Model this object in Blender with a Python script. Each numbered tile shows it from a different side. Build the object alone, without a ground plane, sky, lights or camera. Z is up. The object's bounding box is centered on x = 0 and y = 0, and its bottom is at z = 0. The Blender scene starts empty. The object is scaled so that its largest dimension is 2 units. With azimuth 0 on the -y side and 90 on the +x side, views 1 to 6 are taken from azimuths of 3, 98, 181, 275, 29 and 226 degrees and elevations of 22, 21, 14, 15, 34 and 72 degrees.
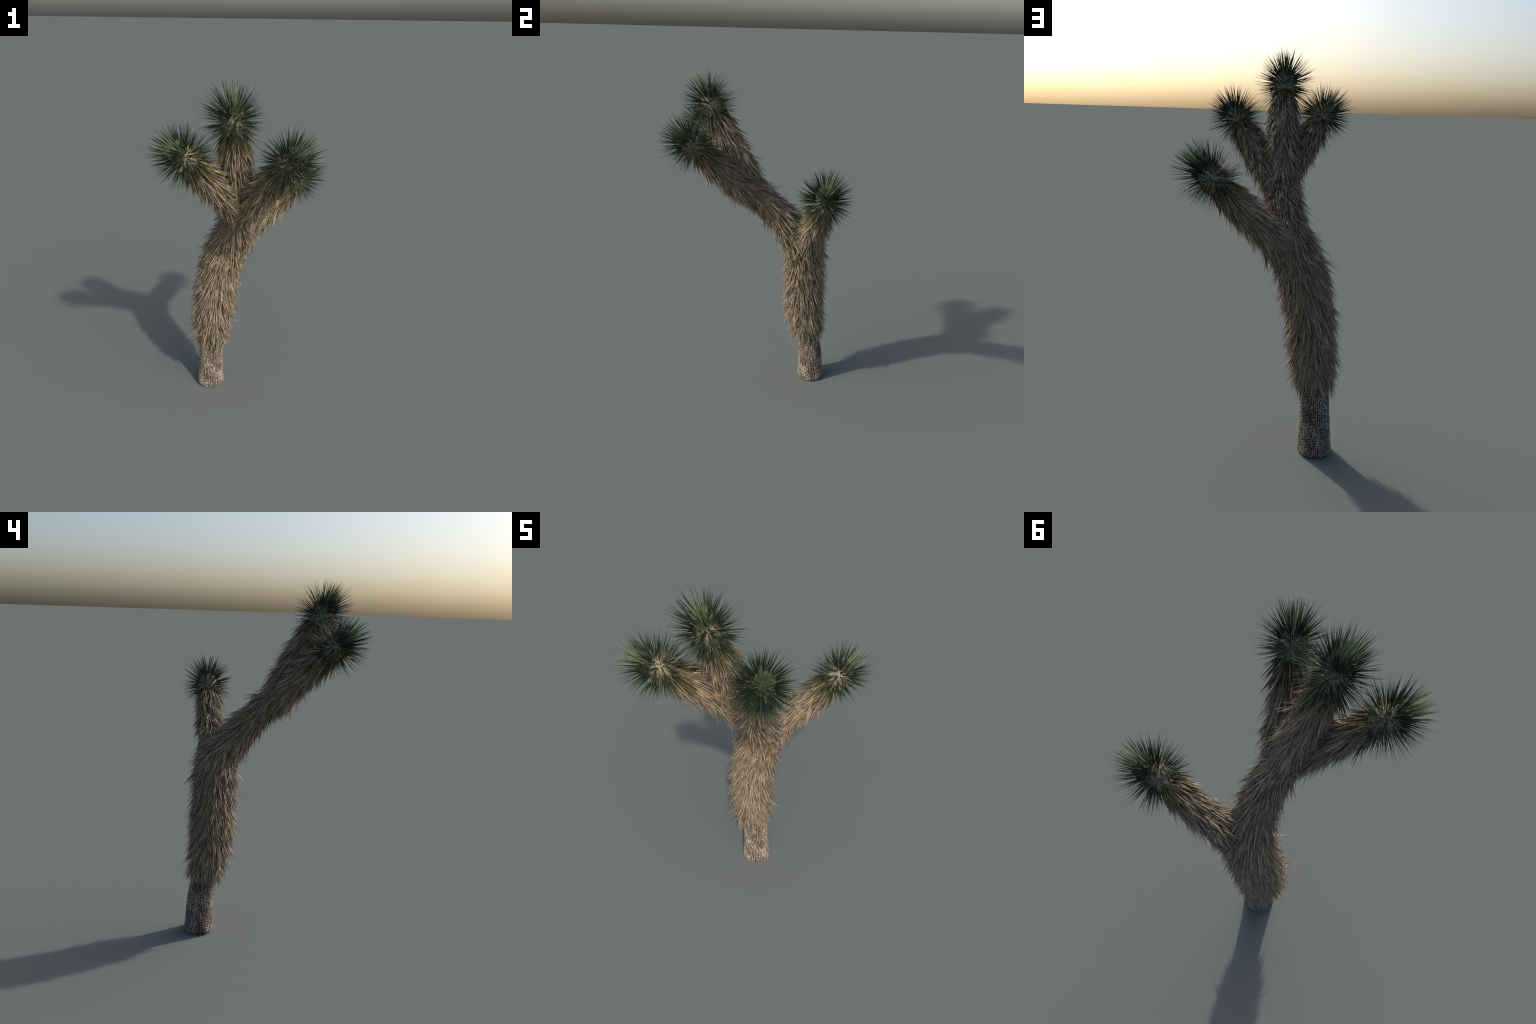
"""Joshua tree: a bare plated stump, limbs wrapped in a thatch of dead leaves,
and four rosettes of stiff green spear leaves.  All geometry is procedural."""
import bpy, math
import numpy as np
from mathutils import Vector, Matrix

rng = np.random.default_rng(20240)
GOLDEN = math.pi * (3 - math.sqrt(5))
COL = bpy.context.scene.collection


# ------------------------------------------------------------------ helpers
def unit(v):
    v = np.asarray(v, float)
    return v / (np.linalg.norm(v, axis=-1, keepdims=True) + 1e-12)


def link(name, mesh, parent, kind=None):
    o = bpy.data.objects.new(name, mesh)
    COL.objects.link(o)
    o.parent = parent
    if kind:
        o["kind"] = kind
    return o


def mesh_from(name, verts, faces, mats, mat_index=None, smooth=True):
    me = bpy.data.meshes.new(name)
    me.from_pydata(np.asarray(verts).tolist(), [], [list(map(int, f)) for f in faces])
    for m in mats:
        me.materials.append(m)
    if mat_index is not None:
        me.polygons.foreach_set("material_index", np.asarray(mat_index, np.int32))
    me.polygons.foreach_set("use_smooth", np.full(len(me.polygons), smooth))
    me.update()
    return me


class Path:
    """Catmull-Rom centre line resampled evenly, with parallel-transported frames."""

    def __init__(self, pts, n=160):
        p = np.array(pts, float)
        q = np.vstack([2 * p[0] - p[1], p, 2 * p[-1] - p[-2]])
        out = []
        for i in range(len(p) - 1):
            a, b, c, d = q[i:i + 4]
            t = np.linspace(0, 1, 40, endpoint=False)[:, None]
            out.append(.5 * (2 * b + (c - a) * t + (2 * a - 5 * b + 4 * c - d) * t ** 2
                             + (3 * b - a - 3 * c + d) * t ** 3))
        out = np.vstack(out + [p[-1:]])
        s = np.r_[0, np.cumsum(np.linalg.norm(np.diff(out, axis=0), axis=1))]
        self.length = s[-1]
        self.s = np.linspace(0, s[-1], n)
        self.p = np.stack([np.interp(self.s, s, out[:, k]) for k in range(3)], 1)
        self.t = unit(np.gradient(self.p, axis=0))
        u = np.cross(self.t[0], [0, 1, 0.1])
        us = []
        for t in self.t:
            u = unit(u - t * (u @ t))
            us.append(u)
        self.u = np.array(us)
        self.v = np.cross(self.t, self.u)

    def at(self, s):
        f = lambda a: np.stack([np.interp(s, self.s, a[:, k]) for k in range(3)], -1)
        return f(self.p), unit(f(self.t)), unit(f(self.u)), unit(f(self.v))


def tube(path, radius, s0, s1, rings=40, sides=28, lump=0.0):
    """Closed tube along a path; radius is a function of arc length."""
    ss = np.linspace(s0, s1, rings)
    a = np.arange(sides) * math.tau / sides
    p, t, u, v = path.at(ss)
    V = []
    for i in range(rings):
        r = radius(ss[i]) * (1 + lump * (np.sin(3 * a + 9 * ss[i]) * .5 + np.sin(5 * a - 23 * ss[i]) * .5))
        V.append(p[i] + np.cos(a)[:, None] * r[:, None] * u[i] + np.sin(a)[:, None] * r[:, None] * v[i])
    V = np.vstack(V + [p[:1], p[-1:]])
    F = []
    for i in range(rings - 1):
        for j in range(sides):
            k = (j + 1) % sides
            F.append((i * sides + j, i * sides + k, (i + 1) * sides + k, (i + 1) * sides + j))
    c0, c1, b = rings * sides, rings * sides + 1, (rings - 1) * sides
    for j in range(sides):
        k = (j + 1) % sides
        F.append((c0, k, j))
        F.append((c1, b + j, b + k))
    return V, F


# ---------------------------------------------------------------- materials
def lin(c):
    return tuple((x / 12.92 if x <= .04045 else ((x + .055) / 1.055) ** 2.4) for x in (np.array(c) / 255.)) + (1,)


class Mat:
    def __init__(self, name, rough=.6, spec=.3):
        m = self.m = bpy.data.materials.new(name)
        m.use_nodes = True
        self.nt = m.node_tree
        self.b = self.nt.nodes["Principled BSDF"]
        self.b.inputs["Roughness"].default_value = rough
        self.b.inputs["Specular IOR Level"].default_value = spec

    def n(self, kind, **kw):
        x = self.nt.nodes.new(kind)
        for k, v in kw.items():
            setattr(x, k, v)
        return x

    def l(self, a, b):
        self.nt.links.new(a, b)

    def math(self, op, a, b=None, clamp=False):
        x = self.n("ShaderNodeMath", operation=op, use_clamp=clamp)
        for i, v in enumerate((a, b)):
            if v is None:
                continue
            if isinstance(v, (int, float)):
                x.inputs[i].default_value = v
            else:
                self.l(v, x.inputs[i])
        return x.outputs[0]

    def ramp(self, fac, stops, interp="LINEAR"):
        x = self.n("ShaderNodeValToRGB")
        x.color_ramp.interpolation = interp
        e = x.color_ramp.elements
        while len(e) < len(stops):
            e.new(.5)
        for el, (pos, col) in zip(e, stops):
            el.position = pos
            el.color = lin(col) if len(col) == 3 else col
        self.l(fac, x.inputs[0])
        return x.outputs[0]

    def mix(self, fac, a, b, mode="MIX"):
        x = self.n("ShaderNodeMix", data_type="RGBA", blend_type=mode)
        for i, v in ((0, fac), (6, a), (7, b)):
            if isinstance(v, (int, float)):
                x.inputs[i].default_value = v
            elif isinstance(v, tuple):
                x.inputs[i].default_value = v
            else:
                self.l(v, x.inputs[i])
        return x.outputs[2]

    def noise(self, scale, detail=2, vec=None):
        x = self.n("ShaderNodeTexNoise")
        x.inputs["Scale"].default_value = scale
        x.inputs["Detail"].default_value = detail
        if vec is None:
            vec = self.n("ShaderNodeTexCoord").outputs["Object"]
        self.l(vec, x.inputs["Vector"])
        return x.outputs["Fac"]

    def piece_random(self):
        """A random number per leaf: per mesh island, shifted per object."""
        g, o = self.n("ShaderNodeNewGeometry"), self.n("ShaderNodeObjectInfo")
        return self.math("FRACT", self.math("ADD", g.outputs["Random Per Island"], o.outputs["Random"]))

    def finish(self, colour, translucent=0.0, tcol=None):
        self.l(colour, self.b.inputs["Base Color"])
        if translucent:
            tr = self.n("ShaderNodeBsdfTranslucent")
            self.l(tcol if tcol is not None else colour, tr.inputs["Color"])
            mx = self.n("ShaderNodeMixShader")
            mx.inputs[0].default_value = translucent
            self.l(self.b.outputs[0], mx.inputs[1])
            self.l(tr.outputs[0], mx.inputs[2])
            self.l(mx.outputs[0], self.nt.nodes["Material Output"].inputs["Surface"])
        return self.m


def dead_leaf_material(name, stops):
    k = Mat(name, .6, .35)
    r = k.piece_random()
    base = k.ramp(r, stops)
    n = k.noise(55, 3)
    shade = k.ramp(n, [(.3, (196, 190, 184)), (.7, (255, 255, 255))])
    return k.finish(k.mix(1.0, base, shade, "MULTIPLY"))


DEAD = dead_leaf_material("dead_leaf", [  # straw tones greyed and lightened toward the thatch's blue-grey look in shade
    (0, (98, 91, 82)), (.2, (171, 155, 129)), (.4, (135, 125, 110)), (.55, (184, 164, 133)),
    (.7, (160, 156, 149)), (.85, (190, 166, 128)), (.93, (172, 142, 110)), (1, (184, 181, 175))])
YELLOWING = dead_leaf_material("yellowing_leaf", [
    (0, (46, 58, 44)), (.25, (62, 70, 44)), (.4, (96, 92, 54)), (.6, (126, 108, 60)), (.8, (140, 122, 84)), (1, (160, 140, 106))])


def green_material(name, along_from_axis, pale=.24):
    """Pale leaf base, very dark middle, lighter green point.  On single leaves the
    position along the leaf is its own z; in the joined mass it is the distance
    from the stem inside the rosette."""
    k = Mat(name, .5, .3)
    sep = k.n("ShaderNodeSeparateXYZ")
    k.l(k.n("ShaderNodeTexCoord").outputs["Object"], sep.inputs[0])
    if along_from_axis:
        z = sep.outputs[2]
        over = k.math("SUBTRACT", k.math("ABSOLUTE", k.math("ADD", z, .03)), .06)
        over = k.math("MAXIMUM", over, 0.0)
        x2 = k.math("MULTIPLY", sep.outputs[0], sep.outputs[0])
        y2 = k.math("MULTIPLY", sep.outputs[1], sep.outputs[1])
        d = k.math("SQRT", k.math("ADD", k.math("ADD", x2, y2), k.math("MULTIPLY", over, over)))
        u = k.math("DIVIDE", k.math("SUBTRACT", d, .03), .135, True)
    else:
        u = sep.outputs[2]
    r = k.piece_random()
    u = k.math("ADD", u, k.math("MULTIPLY", k.math("SUBTRACT", r, .5), .08))
    a = k.ramp(u, [(.0, (142, 137, 113)), (pale, (132, 131, 105)), (pale + .07, (46, 58, 46)), (.45, (40, 53, 43)),
                   (.7, (56, 72, 54)), (1, (98, 110, 82))])
    b = k.ramp(r, [(0, (215, 222, 215)), (.5, (255, 255, 255)), (1, (255, 250, 225))])
    return k.finish(k.mix(1.0, a, b, "MULTIPLY"), .12)


GREEN = green_material("green_leaf", False)
GREEN_MASS = green_material("green_leaf_mass", True)
FORWARD = green_material("forward_green_leaf", False, .03)
FORWARD_MASS = green_material("forward_green_leaf_mass", True, .10)


def young_material():
    k = Mat("young_leaf", .5, .3)
    r = k.piece_random()
    return k.finish(k.ramp(r, [(0, (112, 131, 100)), (.5, (138, 153, 118)), (1, (102, 122, 90))]), .2)


YOUNG = young_material()


def core_material():
    k = Mat("leaf_base_core", .85, .1)
    sep = k.n("ShaderNodeSeparateXYZ")
    k.l(k.n("ShaderNodeTexCoord").outputs["Object"], sep.inputs[0])
    pale = k.ramp(k.noise(120, 3), [(.35, (112, 107, 92)), (.65, (154, 149, 128))])
    tip = k.math("MULTIPLY", k.math("ADD", sep.outputs[2], .012), 40.0, True)   # green growing point
    return k.finish(k.mix(tip, pale, lin((50, 60, 46))))


CORE = core_material()


def underlayer():
    k = Mat("matted_thatch", .95, .05)
    return k.finish(k.ramp(k.noise(140, 3), [(.3, (70, 63, 55)), (.7, (108, 98, 86))]))


MATTED = underlayer()


def groove():
    k = Mat("bark_groove", .95, .05)
    return k.finish(k.ramp(k.noise(90, 3), [(.3, (48, 41, 36)), (.7, (70, 60, 52))]))


def plate():
    k = Mat("bark_plate", .85, .15)
    g = k.n("ShaderNodeNewGeometry")
    a = k.ramp(g.outputs["Random Per Island"], [(0, (122, 111, 100)), (.5, (152, 140, 128)), (1, (182, 171, 158))])
    patch = k.ramp(k.noise(16, 3), [(.36, (196, 192, 188)), (.62, (255, 255, 255))])
    return k.finish(k.mix(1.0, a, patch, "MULTIPLY"))


GROOVE, PLATE = groove(), plate()


# ------------------------------------------------------------ leaf templates
def blade(width, thick, bend, sway, twist, profile, n_ring=6):
    """One stiff leaf of unit length along +z; lens-shaped cross-section, pointed tip.
    width/thick are relative to a length of one; +y is the upper face."""
    us = np.r_[0, np.linspace(.1, 1, n_ring) ** 1.15]
    V, F = [], []
    for i, u in enumerate(us[:-1]):
        w = width * profile(u)
        t = thick * profile(u)
        c = np.array([sway * u * u, bend * u * u, u])
        a = twist * u
        for x, y in ((-w / 2, .0), (0, t * .3), (w / 2, .0), (0, -t)):
            V.append(c + [x * math.cos(a) - y * math.sin(a), x * math.sin(a) + y * math.cos(a), 0])
    V.append(np.array([sway, bend, 1.0]))
    n = len(us) - 1
    for i in range(n - 1):
        for j in range(4):
            k = (j + 1) % 4
            F.append((i * 4 + j, i * 4 + k, (i + 1) * 4 + k, (i + 1) * 4 + j))
    tip = len(V) - 1
    for j in range(4):
        F.append(((n - 1) * 4 + j, (n - 1) * 4 + (j + 1) % 4, tip))
    F.append((3, 2, 1, 0))
    return np.array(V), F


def green_profile(u):
    return float(np.interp(u, [0, .1, .2, .3, .55, .8, 1], [2.0, 1.9, 1.2, 1.05, .72, .32, 0]))


def dead_profile(u):
    return float(np.interp(u, [0, .15, .4, .7, .9, 1], [.7, 1, .9, .52, .2, 0]))


GREEN_T = [blade(.033, .012, b, s, 0, green_profile) for b, s in ((0, .01), (.05, -.02), (-.05, .02), (.02, .04), (-.02, -.04))]
DEAD_T = [blade(.062, .018, b, s, t, dead_profile) for b, s, t in
          ((.0, .02, .2), (-.10, -.05, -.4), (.08, .06, .5), (-.06, .09, -.2), (.05, -.09, .3), (-.14, .03, .7), (.12, .0, -.6), (0, -.03, 0))]


class Leaves:
    """Collects leaf placements; the largest become named objects, the rest one mesh."""

    def __init__(self):
        self.items = []          # (matrix 4x4, template id, material key, size)

    def add(self, base, d, out, length, wide, tid, key):
        z = unit(d)
        y = out - z * (out @ z)
        y = unit(y) if np.linalg.norm(y) > 1e-4 else unit(np.cross(z, [.3, .5, .8]))
        roll = rng.normal(0, .5)
        x = np.cross(y, z)
        x, y = x * math.cos(roll) + y * math.sin(roll), y * math.cos(roll) - x * math.sin(roll)
        M = np.eye(4)
        M[:3, 0], M[:3, 1], M[:3, 2], M[:3, 3] = x * length * wide, y * length * wide, z * length, base
        self.items.append((M, tid, key, length * wide))


def joined(name, items, templates, mats, parent, frame=None):
    inv = np.linalg.inv(np.array(frame)) if frame is not None else np.eye(4)
    keys = list(mats)
    V, F, I, n = [], [], [], 0
    for M, tid, key, _ in items:
        tv, tf = templates[tid]
        A = inv @ M
        V.append(tv @ A[:3, :3].T + A[:3, 3])
        F += [tuple(i + n for i in f) for f in tf]
        I += [keys.index(key)] * len(tf)
        n += len(tv)
    me = mesh_from(name, np.vstack(V), F, [mats[k] for k in keys], I)
    o = link(name, me, parent, "stuff")
    if frame is not None:
        o.matrix_parent_inverse = Matrix(frame.tolist()).inverted()
        o.matrix_basis = Matrix(frame.tolist())
    return o


SHARED = {}


def singles(name, items, templates, mats, parent, frame=None):
    for M, tid, key, _ in items:
        if (name, tid, key) not in SHARED:
            SHARED[name, tid, key] = mesh_from(name, *templates[tid], [mats[key]])
        o = link(name, SHARED[name, tid, key], parent)
        if frame is not None:
            o.matrix_parent_inverse = Matrix(frame.tolist()).inverted()
        o.matrix_basis = Matrix(M.tolist())


# ------------------------------------------------------------------ skeleton
BASE = (-.259, .334, 0)
stem = Path([(-.259, .334, 0), (-.257, .331, .1), (-.253, .326, .2), (-.248, .312, .3), (-.240, .290, .42),
             (-.228, .277, .55), (-.213, .270, .68), (-.190, .266, .80), (-.163, .262, .92), (-.120, .232, 1.03),
             (-.074, .114, 1.174), (-.051, -.006, 1.309), (-.048, -.070, 1.388), (-.046, -.124, 1.502),
             (-.046, -.215, 1.665), (-.045, -.314, 1.856)], 300)
S_BARK = float(np.interp(.38, stem.p[:, 2], stem.s))
S_FORK = float(np.interp(.97, stem.p[:, 2], stem.s))
S_CROWN = float(np.interp(1.34, stem.p[:, 2], stem.s))
west = Path([(-.058, -.01, 1.30), (-.094, -.103, 1.380), (-.170, -.231, 1.508), (-.259, -.364, 1.637), (-.290, -.412, 1.677)])
front = Path([(-.056, -.01, 1.30), (.013, -.074, 1.335), (.101, -.186, 1.459), (.203, -.314, 1.600), (.247, -.368, 1.657)])
east = Path([(-.140, .268, .95), (-.062, .302, 1.034), (.062, .338, 1.164), (.180, .370, 1.282), (.275, .392, 1.382), (.302, .398, 1.414)])


def bark_radius(s):
    return float(np.interp(s, [0, .012, .05, .12, .2, .3, .36], [.078, .0835, .080, .0755, .072, .071, .071]))


def core_radius(s):
    """Core under the thatch along the main stem."""
    return float(np.interp(s, [0, .37, .48, .62, .9, 1.05, 1.2, 1.4, 1.55, 1.95, 2.1], [.071, .072, .081, .087, .091, .090, .066, .053, .053, .049, .046]))


tree = bpy.data.objects.new("joshua_tree", None)
COL.objects.link(tree)
tree.location = BASE
tree["label"] = "joshua tree with shaggy dead-leaf trunk and four spiky green rosettes"
tree["category"] = "tree"
BACK = Matrix.Translation(Vector(BASE)).inverted()


def part(name, mesh, kind=None):
    o = link(name, mesh, tree, kind)
    o.matrix_parent_inverse = BACK
    return o


# --------------------------------------------------------------------- trunk
trunk = part("trunk", mesh_from("trunk", *tube(stem, lambda s: bark_radius(s) - .003 if s < .39 else core_radius(s) - .003, 0, S_FORK, 60, 40, .02), [GROOVE, MATTED]))
ring_z = np.array([trunk.data.vertices[p.vertices[0]].co.z for p in trunk.data.polygons])
for vv in trunk.data.vertices:
    vv.co.z = max(vv.co.z, 0.0)
trunk.data.polygons.foreach_set("material_index", (ring_z > .37).astype(np.int32))


def bark_plates():
    """Small blocky plates in upright columns, with uneven heights and gaps."""
    V, F = [], []
    cols = 47
    for c in range(cols):
        s = .003 + rng.uniform(0, .006)
        wob = rng.uniform(0, 6.28)
        while s < .385:
            small = .5 + .5 * math.sin(c * .55 + 31 * s) * math.sin(c * .23 - 17 * s + 1)
            h = float(np.clip(rng.lognormal(math.log(.0098), .24), .006, .02)) * (1.05 - .3 * small)
            half = math.pi / cols * rng.uniform(.66, .88) * (1.04 - .3 * small)
            mid = (c + rng.uniform(-.1, .1) + .25 * math.sin(s * 23 + c * .4) + .12 * math.sin(s * 71 + wob)) * math.tau / cols
            lift = rng.uniform(.0008, .0028)
            split = rng.random() < .12
            for a0, a1 in ([(mid - half, mid - half * .12), (mid + half * .12, mid + half)] if split else [(mid - half, mid + half)]):
                n = len(V)
                skew = rng.normal(0, .0009)
                for inset, dr in ((0, -.004), (.0, lift * .45), (.18, lift)):
                    da, dh = (a1 - a0) * inset * .5 + 0, h * inset * .5
                    for a, ss, k in ((a0 + da, s + dh, -1), (a1 - da, s + dh, 1), (a1 - da, s + h - dh, 1), (a0 + da, s + h - dh, -1)):
                        ss = ss + skew * k
                        p, t, u, v = stem.at(max(ss, 0.001))
                        r = bark_radius(ss) * (1 + .02 * (math.sin(3 * a + 9 * ss) * .5 + math.sin(5 * a - 23 * ss) * .5)) + dr
                        V.append(p + (u * math.cos(a) + v * math.sin(a)) * r)
                for b in (0, 4):
                    for j in range(4):
                        k = (j + 1) % 4
                        F.append((n + b + j, n + b + k, n + b + 4 + k, n + b + 4 + j))
                F.append((n + 8, n + 9, n + 10, n + 11))
            s += h + rng.uniform(.0028, .0052)
    V = np.array(V)
    V[:, 2] = np.maximum(V[:, 2], .0005)
    return V, F


pv, pf = bark_plates()
link("bark_plates", mesh_from("bark_plates", pv, pf, [PLATE], smooth=False), trunk, "stuff")

# -------------------------------------------------------------------- thatch
CAPS = {"thatch": [], "green": [], "young": []}


def thatch(path, s0, s1, count, radius, length, angle, droop=.22, fade=0.0, hem=lambda s: 1.0):
    """Dead leaves on a phyllotactic spiral, pointing back down the limb.
    Towards the tip (last `fade` metres) they are younger: yellowing and green."""
    L = Leaves()
    spots = int(count / 2.4)
    for i in range(spots):
        s = s0 + (s1 - s0) * (i + .5 + rng.normal(0, .8)) / spots
        s = min(max(s, s0), s1)
        p, t, u, v = path.at(s)
        a0 = i * GOLDEN + rng.normal(0, .2)
        th0 = max(6, rng.normal(angle * hem(s), 7) + (14 if rng.random() < .05 else 0))
        sag = droop * rng.uniform(.5, 1.4)
        sweep = .16 * math.sin(2 * a0 + 19 * s) * math.sin(31 * s + a0) + rng.normal(0, .07)
        ln0 = length * rng.uniform(.72, 1.2)
        for _ in range(int(rng.integers(2, 4))):      # a tuft of two or three leaves
            a = a0 + rng.normal(0, .07)
            out = u * math.cos(a) + v * math.sin(a)
            side = np.cross(t, out)
            th = math.radians(max(5, th0 + rng.normal(0, 4)))
            d = -t * math.cos(th) + out * math.sin(th) + side * (sweep + rng.normal(0, .06))
            d = unit(d + np.array([0, 0, -1]) * sag + rng.normal(0, .02, 3))
            lack = math.sin(math.radians(8)) - d @ out
            if lack > 0:
                d = unit(d + out * lack)
            key = "dead"
            if fade and s > s1 - fade:
                f = (s - s1 + fade) / fade
                key = "yellowing" if rng.random() < f * .85 else "dead"
            L.add(p + out * (radius(s) - .004), d, out, ln0 * rng.uniform(.8, 1.1), rng.uniform(.7, 1.2), int(rng.integers(len(DEAD_T))), key)
    return L.items


DEAD_MATS = {"dead": DEAD, "yellowing": YELLOWING}
clothed = []


def clothe(owner, *args, **kw):
    clothed.append((owner, thatch(*args, **kw)))


clothe(trunk, stem, S_BARK + .01, S_FORK + .02, 4600, core_radius, .114, 25, .1,
       hem=lambda s: float(np.interp(s - S_BARK, [0, .05, .16], [.45, .65, 1])))

limb = part("branch", mesh_from("branch", *tube(stem, lambda s: core_radius(s) - .003, S_FORK - .02, S_CROWN, 30, 24), [MATTED]))
clothe(limb, stem, S_FORK, S_CROWN, 2900, core_radius, .122, 23, .1)

HEADS = {}


def leafy_branch(path, s0, s1, radius, count, tube0):
    o = part("branch", mesh_from("branch", *tube(path, lambda s: radius(s) - .003, tube0, path.length - .03, 30, 24), [MATTED]))
    clothe(o, path, s0, s1, count, radius, .122, 19.5, .09, fade=.085)
    return o


side_radius = lambda P: (lambda s: float(np.interp(s, [0, .08, .18, P.length - .1, P.length], [.050, .048, .046, .046, .046])))
BR = []
for P, s0, n in ((stem, S_CROWN, 2600), (west, .085, 1850), (front, .085, 1850), (east, .03, 2650)):
    rad = core_radius if P is stem else side_radius(P)
    if P is east:                    # the low arm leaves the trunk with a swollen foot
        rad = lambda s, f=rad: f(s) + float(np.interp(s, [0, .16, .24], [.016, .010, 0]))
    BR.append((P, leafy_branch(P, s0, P.length - .105, rad, n, s0 - .03 if P is stem else 0)))

# ------------------------------------------------------------------ rosettes
rosettes = []
for P, owner in BR:
    p, t, u, v = P.at(P.length - .022)
    frame = np.eye(4)
    frame[:3, 0], frame[:3, 1], frame[:3, 2], frame[:3, 3] = u, v, t, p
    # core: a blunt bud on the end of the limb
    prof = [(-.10, .053), (-.05, .055), (-.01, .052), (.015, .044), (.035, .030), (.048, .014)]
    a = np.arange(20) * math.tau / 20
    V = np.vstack([np.stack([np.cos(a) * r, np.sin(a) * r, np.full(20, z)], 1) for z, r in prof] + [[[0, 0, .053]], [[0, 0, -.105]]])
    F = [(i * 20 + j, i * 20 + (j + 1) % 20, (i + 1) * 20 + (j + 1) % 20, (i + 1) * 20 + j) for i in range(len(prof) - 1) for j in range(20)]
    e = len(prof) * 20
    F += [((e - 20) + j, (e - 20) + (j + 1) % 20, e) for j in range(20)] + [((j + 1) % 20, j, e + 1) for j in range(20)]
    ros = part("rosette", mesh_from("rosette", V, F, [CORE]))
    ros.matrix_parent_inverse = BACK
    ros.matrix_basis = Matrix(frame.tolist())
    G, Y = Leaves(), Leaves()
    N = 480
    for i in range(N):
        f = (i + .5) / N                        # 0 at the tip, 1 at the back
        z = .047 - f ** .85 * .15
        r = float(np.interp(z, [q[0] for q in prof], [q[1] for q in prof])) - .006
        ang = math.radians(float(np.interp(f, [0, .085, .12, .3, .6, .85, 1], [3, 17, 24, 52, 86, 110, 128])) + rng.normal(0, 5))
        az = i * GOLDEN + rng.normal(0, .12)
        out = u * math.cos(az) + v * math.sin(az)
        d = unit(t * math.cos(ang) + out * math.sin(ang) + rng.normal(0, .04, 3) + np.array([0, 0, -.04]))
        base = p + t * z + out * max(r, .004)
        ln = float(np.interp(f, [0, .1, .3, .6, .8, 1], [.106, .125, .131, .124, .110, .100])) * rng.uniform(.72, 1.13)
        tid = int(rng.integers(len(GREEN_T)))
        if f < .085:
            Y.add(base, d, out, ln, rng.uniform(.8, 1.1), tid, "young")
        else:
            key = "yellowing" if f > .86 and rng.random() < (f - .86) * 3.5 else "green" if f > rng.uniform(.3, .5) else "forward"
            G.add(base, d, out, ln, rng.uniform(.85, 1.15), tid, key)
    rosettes.append((ros, frame, G.items, Y.items))


# ------------------------------------- largest leaves single, the rest joined
def top(groups, most):
    sizes = sorted((it[3] for g in groups for it in g), reverse=True)
    cut = sizes[min(most, len(sizes)) - 1]
    return cut


cut = top([g for _, g in clothed], 300)
for owner, items in clothed:
    singles("dead_leaf", [i for i in items if i[3] >= cut], DEAD_T, DEAD_MATS, owner)
    joined("dead_leaf_thatch", [i for i in items if i[3] < cut], DEAD_T, DEAD_MATS, owner)
cut = top([g for _, _, g, _ in rosettes], 300)
for ros, frame, items, young in rosettes:
    singles("leaf", [i for i in items if i[3] >= cut], GREEN_T, {"green": GREEN, "forward": FORWARD, "yellowing": YELLOWING}, ros, frame)
    joined("leaf_mass", [i for i in items if i[3] < cut], GREEN_T, {"green": GREEN_MASS, "forward": FORWARD_MASS, "yellowing": YELLOWING}, ros, frame)
    singles("young_leaf", young, GREEN_T, {"young": YOUNG}, ros, frame)
